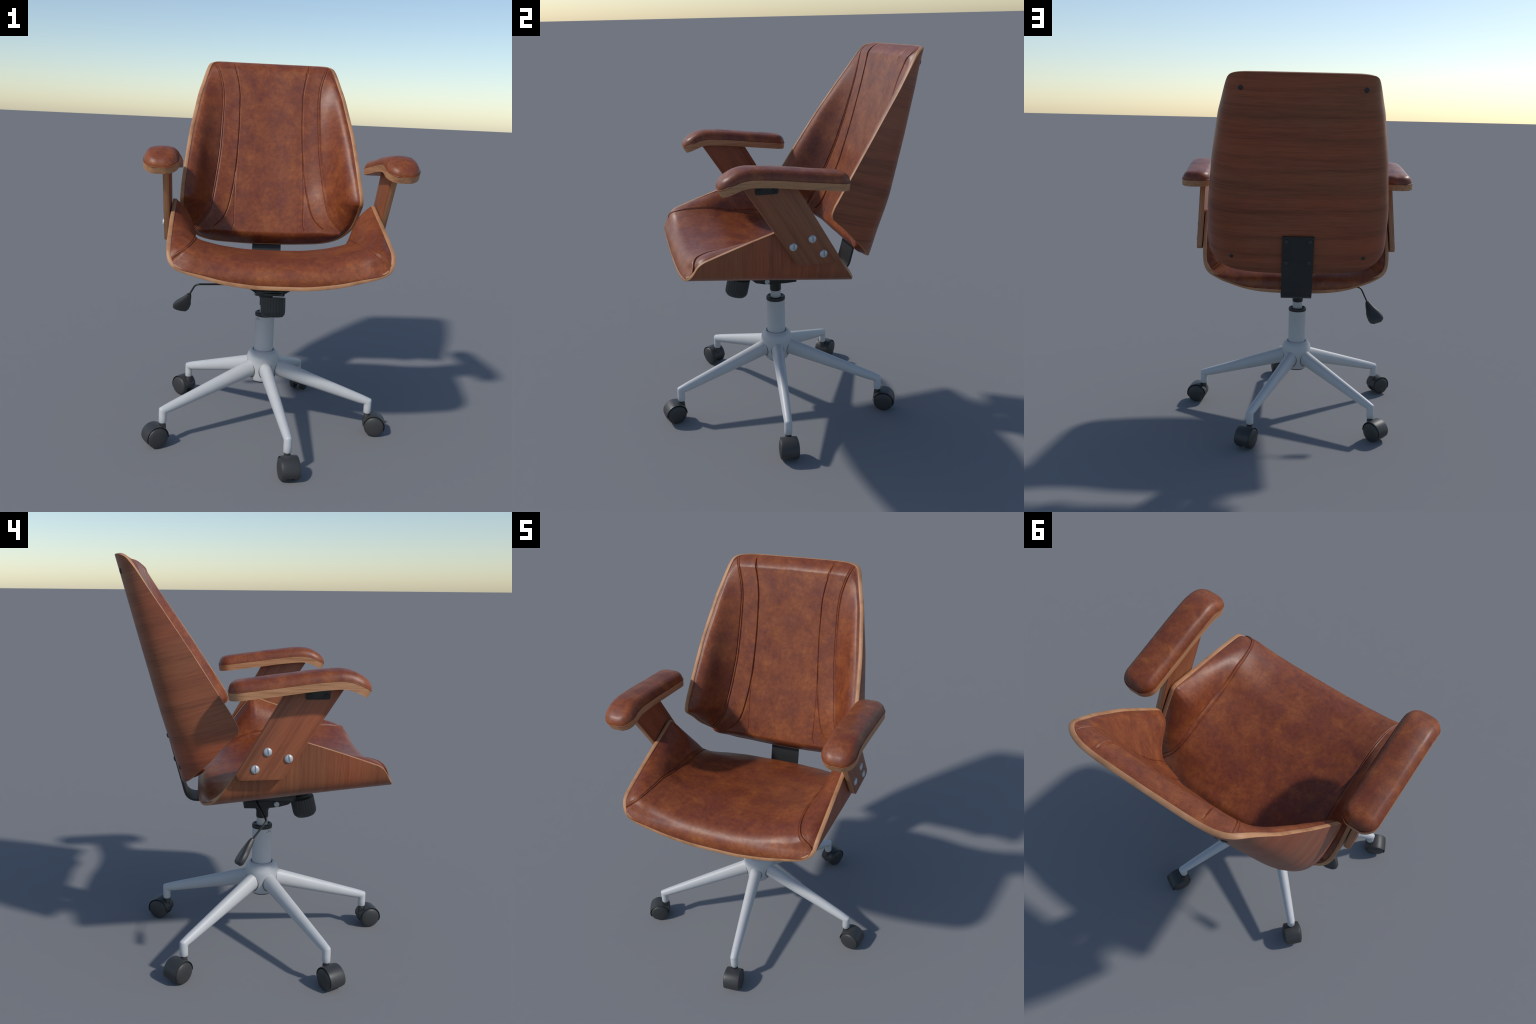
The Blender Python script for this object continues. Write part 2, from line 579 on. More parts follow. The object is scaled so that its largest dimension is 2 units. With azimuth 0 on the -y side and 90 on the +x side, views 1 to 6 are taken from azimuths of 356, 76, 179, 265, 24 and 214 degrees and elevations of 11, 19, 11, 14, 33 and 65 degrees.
def back_cushion():
    nr, nc = 680, 700
    Q, Z, qe, ze = back_grid(nr, nc)
    S = back_scale(Z)
    A = np.abs(Q)
    sg = np.sign(Q)
    G = back_point(Q, Z)
    N = sheet_normals(back_point, Q, Z, 1, -1)
    base = G + N * (TH - .004)
    # distance to the rim in the unrolled sheet
    flat = np.stack([Q * S, Z / .966], -1).reshape(-1, 2)
    idx = np.unique(np.linspace(0, nr - 1, 150).astype(int))
    rim = np.concatenate([np.stack([qe[idx] * back_scale(ze[idx]), ze[idx] / .966], 1)])
    cols = np.unique(np.append(np.arange(0, nc, 20), nc - 1))
    top = np.stack([Q[0] * S[0], Z[0] / .966], 1)[cols]
    bot = np.stack([Q[-1] * S[-1], Z[-1] / .966], 1)[cols]
    half = np.stack([np.abs(flat[:, 0]), flat[:, 1]], 1)
    dist = np.minimum(polyline_distance(half, rim), np.minimum(polyline_distance(flat, top), polyline_distance(flat, bot))).reshape(nr, nc)
    # target leather surface
    edge = back_point(qe, ze)
    eN = N[:, -1]
    ein = edge + eN * (TH - .002)
    xe = np.abs(ein[:, 0])[:, None]
    de = ((back_plane(ein[:, 2]) - ein[:, 1]) * .966)[:, None]
    seam_x = spline(Z, np.array(SEAM_OUT)[::-1])
    k = 60.0
    xs = -np.log(np.exp(-k * seam_x) + np.exp(-k * (xe - .035))) / k       # soft minimum
    qs = np.minimum(xs / S, .95 * qe[:, None])
    din = spline(Z, [(.94, .085), (1.05, .090), (1.2, .086), (1.35, .079), (1.5, .076), (1.67, .075), (1.8, .075), (1.9, .073), (2.0, .07)])
    dout = spline(Z, [(.94, .11), (1.1, .130), (1.2, .124), (1.34, .102), (1.5, .089), (1.7, .084), (1.84, .083), (1.94, .080), (2.0, .075)])
    def softmin(a, b, kk=90.0):
        return -np.log(np.exp(-kk * a) + np.exp(-kk * b)) / kk
    dout = softmin(dout, de + .042)
    din = softmin(din, de + .055)
    f_in = np.clip(A / qs, 0, 1)
    d1 = din - .006 + .006 * smooth(0, .6, f_in) + (dout - din) * smooth(.55, 1.05, f_in)
    x1 = f_in * xs
    f = np.clip((A - qs) / np.maximum(qe[:, None] - qs, 1e-4), 0, 1)
    bx, bd = xe - xs, de - dout
    L = np.maximum(np.hypot(bx, bd), 1e-4)
    bulge = L * (.085 * np.sin(math.pi * f ** 2.6) - .03 * np.sin(math.pi * f) * (1 - f)) * smooth(.05, .2, L)
    x2 = xs + bx * f - bd / L * bulge * .9
    d2 = dout + bd * f + bx / L * bulge
    out = A > qs
    XT = np.where(out, x2, x1) * sg
    DT = np.where(out, d2, d1)
    T = np.stack([XT, back_plane(Z) - DT / .966, Z], -1)
    # roundover at the rim: deeper toward the bottom and the top
    low = .45 + .55 * smooth(.41, .29, np.abs(XT))
    R = .026 + .064 * smooth(1.15, 1.02, Z) * low + .036 * smooth(1.90, 1.98, Z)
    u = np.clip(dist / R, 0, 1)
    soft = smooth(1.12, 1.0, Z) * low
    w = (np.sqrt(np.clip(1 - (1 - u) ** 2.2, 0, 1)) * (1 - soft) + (1 - (1 - u) ** 1.7) * soft)[..., None]
    P = base * (1 - w) + T * w
    # seams
    Pn = np.stack([np.abs(XT), Z / .966], -1).reshape(-1, 2)
    h = np.zeros(nr * nc)
    fade_top = smooth(1.992, 1.97, Z).ravel()

    def scaled(s):
        l = mirrored(s)
        l[:, 1] /= .966
        return l
    di = polyline_distance(Pn, scaled(SEAM_IN))
    h += groove(di, .0024, .0065)
    outside = (Pn[:, 0] - spline(Pn[:, 1] * .966, np.array(SEAM_IN)[::-1])) > 0
    h += np.where(outside, .0030 * np.exp(-(di / .030) ** 2), 0) * smooth(0, .004, di)
    dc = polyline_distance(Pn, scaled(SEAM_CREASE))
    h += groove(dc, .0022, .0034)
    do = polyline_distance(Pn, scaled(SEAM_OUT))
    h += .0022 * np.exp(-(do / .0026) ** 2) + groove(np.abs(do - .0052), .0020, .0042)
    # short gathers where the inner seams reach the top
    gather = np.array([(.222, 1.985), (.208, 1.955), (.202, 1.925)]); gather[:, 1] /= .966
    h += groove(polyline_distance(Pn, gather), .003, .004)
    h = h.reshape(nr, nc) * w[..., 0]
    # soft unevenness of the upholstery
    X_, Z_ = P[..., 0], P[..., 2]
    h += .0006 * np.sin(X_ * 31 + 2.1 * np.sin(Z_ * 13)) * np.sin(Z_ * 23 + 1.7 * np.sin(X_ * 17)) * w[..., 0]
    NP = grid_normals(P)
    if NP[nr // 2, nc // 2, 1] > 0:
        NP = -NP
    P = P + NP * h[..., None]
    return new_object('back_cushion', P.reshape(-1, 3), grid_faces(nr, nc, 0, False), LEATHER, backrest, angle=None)


back_cushion()

# ------------------------------------------------------------------ seat shell
SEAT_SECTION = [(0, 0), (.1, .001), (.2, .010), (.28, .022), (.36, .042), (.42, .058), (.46, .071), (.493, .085), (.514, .102), (.5255, .123),
                (.5315, .155), (.535, .2), (.536, .3), (.533, .41)]
SEAT_SECTION_REAR = [(0, 0), (.1, 0), (.2, .004), (.28, .014), (.355, .032), (.42, .051), (.46, .067), (.497, .086), (.517, .108), (.5275, .133),
                     (.533, .17), (.536, .21), (.536, .3), (.533, .41)]
SQ, SX, SH = arc_table(SEAT_SECTION)
RQ, RX, RH = arc_table(SEAT_SECTION_REAR)


def seat_z0(y):
    return .902 - .0935 * (y + .565)


def seat_point(q, y):
    s = np.where(q < 0, -1.0, 1.0)
    t = smooth(-.5, .3, y)
    a = np.abs(q)
    x = np.interp(a, SQ, SX) * (1 - t) + np.interp(a, RQ, RX) * t
    h = np.interp(a, SQ, SH) * (1 - t) + np.interp(a, RQ, RH) * t
    return np.stack([x * s, y, seat_z0(y) + h], -1)


# rim, front to rear: (y, height of the rim above the keel line)
SEAT_RIM = [(-.572, .058), (-.571, .066), (-.567, .077), (-.559, .089), (-.549, .104), (-.538, .124), (-.527, .145), (-.513, .165), (-.49, .183), (-.45, .202),
            (-.346, .248), (-.24, .293), (-.126, .340), (-.06, .369), (-.022, .386), (-.002, .3935), (.014, .3925), (.028, .382), (.045, .362),
            (.17, .201), (.22, .130), (.255, .080), (.285, .040), (.305, .014), (.315, .005)]


def seat_grid(nr, nc):
    ye, he = rim_curve(SEAT_RIM, nr)
    tt = smooth(-.5, .3, ye)
    qe = np.interp(he, SH, SQ) * (1 - tt) + np.interp(he, RH, RQ) * tt
    a = np.linspace(-1, 1, nc)
    t = np.linspace(0, 1, nr)
    bow = t ** 10 * .009
    Y = ye[:, None] + bow[:, None] * (1 - a[None] ** 2)
    return qe[:, None] * a[None], Y, qe, ye


Q, Y, qe, ye = seat_grid(260, 121)
seat = build_shell('seat', seat_point(Q, Y), sheet_normals(seat_point, Q, Y, 2, 1), TH, [VENEER_SEAT, PLY], chair)

SEAT_SEAM = [(-.540, .506), (-.527, .466), (-.497, .434), (-.426, .412), (-.354, .405), (-.2, .400), (0, .402), (.137, .412), (.2, .436), (.245, .490)]


def seat_cushion():
    nr, nc = 640, 660
    Q, Y, qe, ye = seat_grid(nr, nc)
    A, sg = np.abs(Q), np.sign(Q)
    G = seat_point(Q, Y)
    N = sheet_normals(seat_point, Q, Y, 2, 1)
    base = G + N * (TH - .004)
    flat = np.stack([A, Y], -1).reshape(-1, 2)
    idx = np.unique(np.linspace(0, nr - 1, 150).astype(int))
    rim = np.stack([qe[idx], ye[idx]], 1)
    cols = np.unique(np.append(np.arange(nc // 2, nc, 15), nc - 1))
    first = np.stack([A[0], Y[0]], 1)[cols]
    first[0, 0] = last0 = 0.0
    last = np.stack([A[-1], Y[-1]], 1)[cols]
    last[0, 0] = last0
    dist = np.minimum(polyline_distance(flat, rim), np.minimum(polyline_distance(flat, first), polyline_distance(flat, last))).reshape(nr, nc)
    seam = np.array(SEAT_SEAM)
    xs = spline(Y, seam)
    zs = spline(Y, [(-.572, .985), (-.545, 1.03), (-.527, 1.066), (-.497, 1.084), (-.42, 1.096), (-.35, 1.096), (-.2, 1.066), (0, 1.034), (.137, .996), (.2, .958), (.245, .92), (.33, .89)])
    zc = spline(Y, [(-.58, 1.000), (-.5, 1.020), (-.42, 1.030), (-.3, 1.029), (-.15, 1.011), (0, .985), (.2, .943), (.28, .924), (.34, .908)])
    qs = np.minimum(xs, .94 * qe[:, None])
    f_in = np.clip(A / qs, 0, 1)
    x1 = f_in * xs
    z1 = zc + (zs - zc) * f_in ** 2.6
    edge = seat_point(qe, ye)
    ein = edge + N[:, -1] * (TH - .002)
    xe, zee = np.abs(ein[:, 0])[:, None], ein[:, 2][:, None]
    f = np.clip((A - qs) / np.maximum(qe[:, None] - qs, 1e-4), 0, 1)
    bx, bz = xe - xs, zee - zs
    L = np.maximum(np.hypot(bx, bz), 1e-4)
    bulge = .10 * L * np.sin(math.pi * f ** 1.2) * smooth(.02, .12, L)
    x2 = xs + bx * f - bz / L * bulge
    z2 = zs + bz * f + bx / L * bulge
    out = A > qs
    XT = np.where(out, x2, x1) * sg
    ZT = np.where(out, z2, z1)
    front = np.exp(-((Y + .572) / .07) ** 2)
    YT = Y - .020 * front * smooth(.50, .40, A) + .012 * np.exp(-((Y - .325) / .05) ** 2)
    T = np.stack([XT, YT, ZT], -1)
    mid = smooth(.50, .36, A)
    R = .032 + mid * (.055 * smooth(-.3, -.5, Y) + .03 * smooth(.0, .2, Y))
    u = np.clip(dist / R, 0, 1)
    w = np.sqrt(np.clip(1 - (1 - u) ** 2.2, 0, 1))[..., None]
    P = base * (1 - w) + T * w
    Pn = np.stack([np.abs(XT), Y], -1).reshape(-1, 2)
    yy = np.linspace(seam[0, 0], seam[-1, 0], 90)
    ds = polyline_distance(Pn, np.stack([spline(yy, seam), yy], 1)).reshape(nr, nc)
    h = (.0022 * np.exp(-(ds / .0026) ** 2) + groove(np.abs(ds - .0052), .0020, .0042)) * w[..., 0]
    X_, Y_ = P[..., 0], P[..., 1]
    h += .0008 * np.sin(X_ * 29 + 2 * np.sin(Y_ * 15)) * np.sin(Y_ * 21 + 1.9 * np.sin(X_ * 13)) * w[..., 0]
    NP = grid_normals(P)
    if NP[nr // 2, nc // 2, 2] < 0:
        NP = -NP
    P = P + NP * h[..., None]
    return new_object('seat_cushion', P.reshape(-1, 3), grid_faces(nr, nc, 0, False), LEATHER, seat, angle=None)


seat_cushion()

# ------------------------------------------------------------------- armrests
BOARD_TOP = [(-.427, 1.426), (-.40, 1.441), (-.36, 1.460), (-.32, 1.4735), (-.28, 1.4785), (-.22, 1.475), (0, 1.449), (.198, 1.425)]
Y0, Y1, AX, HW, CR = -.420, .196, .575, .083, .066
ARM_ANGLE = math.atan2(.43, -.26)
VENEER_ARM = veneer_material('walnut_veneer_arm', (1.0, 40.0, 1.0), rot=(-math.radians(32), 0, 0), dark=(.145, .043, .020), light=(.32, .105, .047), loc=(0, 1.0, 7.0))


def arm_halfwidth(y):
    d = np.minimum(y - Y0, Y1 - y)
    t = np.clip(CR - d, 0, CR)
    return HW - CR + np.sqrt(np.clip(CR * CR - t * t, 0, None))


def arm_rows(n):
    t = np.linspace(0, 1, n)
    s = .5 - .5 * np.cos(math.pi * t)
    return Y0 + (Y1 - Y0) * (.45 * s + .55 * smooth(0, 1, t) * .5 + .275 * s)


_SCREW = []


def screw_mesh():
    """domed head with a slot cut across it, shared by all arm screws"""
    if not _SCREW:
        head = lathe('screw_blank', [(.0190, -.001), (.0195, .001), (.0190, .0045), (.0165, .0075), (.012, .0098), (.006, .0112), (.0006, .0116)], STEEL,
                     seg=48, axis='x')
        cut = box('slot_cutter', (.0056, -.0036, -.04), (.03, .0036, .04), STEEL, bevel=0)
        mod = head.modifiers.new('slot', 'BOOLEAN')
        mod.operation = 'DIFFERENCE'
        mod.object = cut
        mod.solver = 'EXACT'
        dg = bpy.context.evaluated_depsgraph_get()
        me = bpy.data.meshes.new_from_object(head.evaluated_get(dg))
        me.name = 'screw'
        me.set_sharp_from_angle(angle=math.radians(35))
        bpy.data.objects.remove(head, do_unlink=True)
        bpy.data.objects.remove(cut, do_unlink=True)
        _SCREW.append(me)
    return _SCREW[0]


def make_armrest(side):
    n, k = 90, 41
    t = np.linspace(0, 1, n)
    y = Y0 + (Y1 - Y0) * (.5 - .5 * np.cos(math.pi * t))
    hw = arm_halfwidth(y)
    a = np.linspace(-1, 1, k)
    zt = spline(y, BOARD_TOP)
    slope = np.gradient(zt, y)
    nrm = np.stack([-slope, np.ones_like(slope)], 1) / np.sqrt(1 + slope ** 2)[:, None]
    # board: outline swept down by its thickness
    th = .034
    top = np.stack([AX + hw[:, None] * a[None], np.repeat(y[:, None], k, 1), np.repeat(zt[:, None], k, 1)], -1)
    bot = top.copy()
    bot[..., 1] -= nrm[:, 0][:, None] * th
    bot[..., 2] -= nrm[:, 1][:, None] * th
    V = np.concatenate([top.reshape(-1, 3), bot.reshape(-1, 3)])
    V[:, 0] *= side
    F = [grid_faces(n, k, 0), grid_faces(n, k, n * k, True)]
    loop = np.concatenate([np.arange(k), np.arange(1, n) * k + k - 1, (n - 1) * k + np.arange(k - 2, -1, -1), np.arange(n - 2, 0, -1) * k])
    F.append(np.stack([loop, np.roll(loop, -1), np.roll(loop, -1) + n * k, loop + n * k], 1))
    F = np.concatenate(F)
    mi = np.zeros(len(F)); mi[:] = 0
    board = new_object('armrest', V, F, [PLY_BOARD], chair, mi, angle=None)
    bm = bmesh.new(); bm.from_mesh(board.data)
    bmesh.ops.recalc_face_normals(bm, faces=bm.faces)
    bm.to_mesh(board.data); bm.free()
    board.data.set_sharp_from_angle(angle=math.radians(50))

    # leather pad: domed over the board
    n, k = 220, 120
    ins = .0015
    t = np.linspace(0, 1, n)
    y = Y0 + ins + (Y1 - Y0 - 2 * ins) * (.5 - .5 * np.cos(math.pi * t))
    hw = arm_halfwidth(np.clip(y, Y0 + .0016, Y1 - .0016)) - ins
    a = np.sin(np.linspace(-1, 1, k) * math.pi / 2)
    X = hw[:, None] * a[None]
    Yg = np.repeat(y[:, None], k, 1)
    H2, C2 = HW - ins, CR - ins
    d_end = np.minimum(y - Y0 - ins, Y1 - ins - y)[:, None] * np.ones((1, k))
    cx, cy = np.maximum(np.abs(X) - (H2 - C2), 0), np.maximum(C2 - d_end, 0)
    d = np.where((cx > 0) & (cy > 0), C2 - np.hypot(cx, cy), np.minimum(H2 - np.abs(X), d_end))
    d = np.clip(d, 0, None)
    d[:, 0] = d[:, -1] = 0
    d[0] = d[-1] = 0
    d = np.clip(d - .001, 0, None)
    H = .037 * np.sqrt(np.clip(1 - (1 - np.clip(d / .036, 0, 1)) ** 2.2, 0, 1)) + .0125 * np.sin(np.clip(d / HW, 0, 1) * math.pi / 2)
    H *= 1 - .22 * smooth(-.30, -.42, Yg)
    H += .0008 * np.sin(Yg * 37 + side) * np.sin(X * 45 + Yg * 11) * np.clip(d / .03, 0, 1)
    zt = spline(y, BOARD_TOP)
    slope = np.gradient(zt, y)
    nn = np.sqrt(1 + slope ** 2)
    P = np.stack([(AX + X) * side, Yg - (slope / nn)[:, None] * H, zt[:, None] - .0015 + H / nn[:, None]], -1)
    new_object('arm_pad', P.reshape(-1, 3), grid_faces(n, k, 0, side < 0), LEATHER, board, angle=None)
    lp = np.concatenate([P[:, -1], P[::-1, 0]]) + np.array([0, 0, .0025])
    piping(lp, np.tile(np.array([[0, 0, 1.0]]), (len(lp), 1)), board, .0024)

    # upright panel
    yb0, yb1, zb = -.047, .176, 1.030
    zt0 = float(spline(-.31, BOARD_TOP)) - .030
    zt1 = float(spline(-.06, BOARD_TOP)) - .030
    outline = rounded_polygon([(yb0, zb + .002), (yb1, zb), (-.058, zt1), (-.315, zt0)], [0.012, .022, 0, 0])
    panel = extrude_polygon('arm_panel', outline, lambda p, h: (side * h, p[0], p[1]), .5405, .572, VENEER_ARM, board, .0025, PLY_PANEL)
    # three slotted screws
    for yy, zz in ((-.071, 1.129), (.022, 1.160), (.077, 1.082)):
        screw = bpy.data.objects.new('screw', screw_mesh())
        bpy.context.scene.collection.objects.link(screw)
        screw.parent = board
        screw.location = (side * .5715, yy, zz)
        screw.rotation_euler = (math.radians(float(rng.uniform(-14, 4))) * side, 0, 0 if side > 0 else math.pi)
    # black angle plate under the board with two socket bolts
    pts = rounded_polygon([(-.247, 1.391), (-.139, 1.391), (-.139, 1.432), (-.247, 1.442)], [.008, .008, 0, 0], 4)
    plate = extrude_polygon('arm_plate', pts, lambda p, h: (side * h, p[0], p[1]), .570, .578, BLACK, board, .001)
    for yy in (-.231, -.157):
        bolt = lathe('bolt', [(.0105, 0), (.0105, .004), (.009, .0055), (.0050, .0055), (.0045, .0018), (.0005, .0018)], BLACK, board, seg=24, axis='x')
        bolt.location = (side * .5775, yy, 1.4065)
        bolt.rotation_euler = (0, 0, 0 if side > 0 else math.pi)
    return board


make_armrest(1)
make_armrest(-1)

# --------------------------------------------------------- back bracket + bolts
sp = np.array([.2686, 1.0]); sp /= np.linalg.norm(sp)           # (y, z) up the spine


def spine(z, out=0.0):
    """point behind the shell centre, offset out along the rear normal"""
    return np.array([back_plane(z) + .0115 / .966 + out * .966, z - out * .2596])


top = spine(1.166, .001)
bend = spine(.835, .001)
path = fillet_path([(0, *top), (0, bend[0] - .002, .807), (0, .05, .800)], [.045], 10)
bm = bmesh.new()
pv = np.array(path)[:, 1:]
tg = np.gradient(pv, axis=0); tg /= np.linalg.norm(tg, axis=1, keepdims=True)
nrm = np.stack([-tg[:, 1], tg[:, 0]], 1)
if nrm[0, 0] < 0:
    nrm = -nrm
rings = []
for p, nn in zip(pv, nrm):
    rings.append([bm.verts.new((x, *(p + nn * o))) for x, o in ((-.0845, 0), (.0845, 0), (.0845, .011), (-.0845, .011))])
for a, b in zip(rings[:-1], rings[1:]):
    for i in range(4):
        bm.faces.new((a[i], a[(i + 1) % 4], b[(i + 1) % 4], b[i]))
bm.faces.new(rings[0]); bm.faces.new(rings[-1])
bracket = bm_object('back_bracket', bm, BLACK, chair)


def rear_bolt(name, x, z, r, parent, base, h=.004):
    sect = lambda v: float(np.interp(v, BX, BD) * (1 - low_share(z)) + np.interp(v, LX, LD) * low_share(z))
    d = sect(abs(x) / back_scale(z))
    slope = sect(abs(x) / back_scale(z) + .01) - sect(abs(x) / back_scale(z) - .01)
    n = Vector((math.copysign(slope / .02, x), .966, -.2596)).normalized()
    b = lathe(name, [(r, -.004), (r, h * .4), (r * .75, h * .85), (r * .02, h)], BLACK, parent, seg=28)
    p = Vector((x, back_plane(z) - d / .966, z)) + n * base
    b.location = p
    b.rotation_euler = n.to_track_quat('Z', 'Y').to_euler()
    return b


for x, z in ((.307, 1.923), (-.307, 1.923), (.358, 1.043), (-.358, 1.043)):
    rear_bolt('bolt', x, z, .0125 if z > 1.5 else .0105, backrest, 0.0005, .003 if z < 1.5 else .004)
for x in (.062, -.062):
    for z in (1.139, 1.018):
        rear_bolt('bolt', x, z, .0130, bracket, .0130, .008).data.materials[0] = PLASTIC

# -------------------------------------------------------------- five-star base
CX, CY = -.0245, -.0100
hub = lathe('hub', [(.012, .272), (.064, .272), (.067, .276), (.0690, .285), (.0770, .330), (.0850, .372), (.0872, .388), (.0868, .402),
                    (.0830, .416), (.0755, .430), (.0640, .440), (.0600, .441), (.0555, .437), (.0545, .428), (.012, .428)], WHITE, chair, seg=72, center=(CX, CY, 0))
lathe('hub_cap', [(.010, .262), (.052, .262), (.055, .265), (.055, .276), (.010, .276)], BLACK, hub, seg=48, center=(CX, CY, 0))

column = lathe('gas_column', [(.01, .415), (.0518, .415), (.0518, .634), (.050, .636), (.01, .636)], WHITE, chair, seg=64, center=(CX, CY, 0))
lathe('column_ring', [(.030, .630), (.0528, .630), (.0536, .633), (.0536, .643), (.0518, .648), (.046, .650), (.040, .647), (.030, .6455)], BLACK, column, seg=64, center=(CX, CY, 0))
lathe('piston', [(.01, .640), (.0293, .640), (.0293, .705), (.01, .705)], WHITE, column, seg=48, center=(CX, CY, 0))

# legs: tapered oval tube that bends down into a socket
R_TIP = .586


def make_leg():
    ra, za = .060, .346
    rb, zb = R_TIP, .1830
    P, S = [], []
    for t in np.linspace(0, 1, 14):
        P.append((ra + (rb - ra) * t, 0, za + (zb - za) * t))
        S.append((.0345 + (.0210 - .0345) * t, .0465 + (.0235 - .0465) * t))
    bm = bmesh.new()
    seg = 32
    th = np.linspace(0, 2 * math.pi, seg, endpoint=False)
    ax = np.array([rb - ra, zb - za]); ax /= np.linalg.norm(ax)
    up = np.array([-ax[1], ax[0]])
    rings = []
    for (x, _, z), (w, h) in zip(P[:-1], S[:-1]):
        rings.append([bm.verts.new((x + up[0] * h * math.sin(a), w * math.cos(a), z + up[1] * h * math.sin(a))) for a in th])
    # mitre ring, then the vertical socket
    w, h = S[-1]
    mit = math.atan2(ax[1], ax[0])                      # leg slope (negative)
    half = (mit - math.pi / 2) / 2
    nd = np.array([math.cos(half), math.sin(half)])     # direction bisecting the two axes
    mplane = np.array([-nd[1], nd[0]])
    r = .0205
    ring = []
    for a in th:
        # socket cylinder point: offset o along x; find z on the mitre plane
        o = r * math.sin(a)
        ring.append(bm.verts.new((rb + o, r * math.cos(a), zb + o * mplane[1] / mplane[0])))
    rings.append(ring)
    for z in (.150, .124, .1195):
        rr = r if z > .12 else r - .002
        rings.append([bm.verts.new((rb + rr * math.sin(a), rr * math.cos(a), z)) for a in th])
    for A, B in zip(rings[:-1], rings[1:]):
        for i in range(seg):
            bm.faces.new((A[i], A[(i + 1) % seg], B[(i + 1) % seg], B[i]))
    bm.faces.new(rings[0]); bm.faces.new(rings[-1])
    # soften the outer elbow
    e = [ed for ed in bm.edges if all(v in ring for v in ed.verts)]
    bmesh.ops.bevel(bm, geom=e, offset=.006, segments=3, profile=.5, affect='EDGES')
    return bm_object('leg', bm, WHITE, chair, angle=60)


LEG_ANGLES = [math.radians(-9.1 + 72 * i) for i in range(5)]
leg0 = make_leg()
# thin dark rings where the legs enter the hub
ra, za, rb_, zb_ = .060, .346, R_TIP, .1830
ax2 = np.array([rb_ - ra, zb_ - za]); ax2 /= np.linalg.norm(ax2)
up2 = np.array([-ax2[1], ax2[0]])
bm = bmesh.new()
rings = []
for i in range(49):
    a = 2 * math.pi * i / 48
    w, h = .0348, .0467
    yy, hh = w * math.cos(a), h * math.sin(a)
    # hub radius grows with height: the dark ring follows its wall
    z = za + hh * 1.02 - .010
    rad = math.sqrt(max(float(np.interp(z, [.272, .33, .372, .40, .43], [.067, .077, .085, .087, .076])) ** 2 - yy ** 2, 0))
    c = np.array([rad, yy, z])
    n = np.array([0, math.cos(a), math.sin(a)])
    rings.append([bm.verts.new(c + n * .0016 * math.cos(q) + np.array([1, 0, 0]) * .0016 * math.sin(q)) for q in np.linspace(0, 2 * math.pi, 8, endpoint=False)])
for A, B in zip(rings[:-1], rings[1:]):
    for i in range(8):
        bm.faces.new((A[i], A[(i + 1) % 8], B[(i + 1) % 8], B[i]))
dark_ring0 = bm_object('leg_dark_ring', bm, BLACK, leg0)

WR, WC = .0545, .0545    # wheel radius and axle height
TRAIL = .040


def make_caster():
    """swivel twin-wheel caster: rolls along local x, swivel pin at the origin"""
    # hood: arched cover between and over the wheels
    bm = bmesh.new()
    R = .0620
    a0, a1 = math.radians(-24), math.radians(186)
    n = 48
    xs = np.linspace(-1, 1, 17)
    rings = []
    half = .0425
    for i in range(n + 1):
        a = a0 + (a1 - a0) * i / n
        ring = []
        tip = smooth(0, 5, min(i, n - i))
        for x in xs:
            rr = R - .0020 * x ** 2 - .0008 * (abs(x) > .95) - .002 * (1 - tip)
            ring.append(bm.verts.new((TRAIL + rr * math.cos(a), half * x, WC + .0005 + rr * math.sin(a))))
        for x in xs[::-1]:
            rr = WR + .0030
            ring.append(bm.verts.new((TRAIL + rr * math.cos(a), half * x * .97, WC + .0005 + rr * math.sin(a))))
        rings.append(ring)
    m = len(rings[0])
    for A, B in zip(rings[:-1], rings[1:]):
        for i in range(m):
            bm.faces.new((A[i], A[(i + 1) % m], B[(i + 1) % m], B[i]))
    bm.faces.new(rings[0]); bm.faces.new(rings[-1])
    hood = bm_object('caster', bm, PLASTIC, chair, angle=40)
    lathe('caster_stem', [(.0055, .078), (.0185, .078), (.0165, .108), (.0150, .113), (.0150, .122), (.004, .122)], PLASTIC, hood, seg=28)
    box('caster_fork', (-.014, -.0130, .046), (.066, .0130, .100), PLASTIC, hood, .004)
    lathe('caster_axle', [(.007, -.040), (.007, .040)], PLASTIC, hood, seg=20, center=(TRAIL, 0, WC), axis='y')
    for s in (1, -1):
        w = lathe('wheel', [(.008, .0170), (WR - .004, .0170), (WR, .0200), (WR, .0370), (WR - .0012, .0415), (WR - .0045, .0450), (.046, .0475), (.032, .0510), (.016, .0530), (.001, .0536)],
                  PLASTIC, hood, seg=56, center=(TRAIL, 0, WC), axis='y')
        if s < 0:
            for v in w.data.vertices:
                v.co.y = -v.co.y
            w.data.flip_normals()
    return hood


caster0 = make_caster()
for i, a in enumerate(LEG_ANGLES):
    leg = leg0 if i == 0 else leg0.copy()
    if i:
        bpy.context.scene.collection.objects.link(leg)
        g2 = dark_ring0.copy()
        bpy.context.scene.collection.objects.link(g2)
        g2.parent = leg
    leg.location = (CX, CY, 0)
    leg.rotation_euler = (0, 0, a)
    cst = caster0 if i == 0 else caster0.copy()
    if i:
        bpy.context.scene.collection.objects.link(cst)
        for ch in list(caster0.children):
            c2 = ch.copy()
            bpy.context.scene.collection.objects.link(c2)
            c2.parent = cst
    cst.location = (CX + R_TIP * math.cos(a), CY + R_TIP * math.sin(a), 0)
    cst.rotation_euler = (0, 0, a)

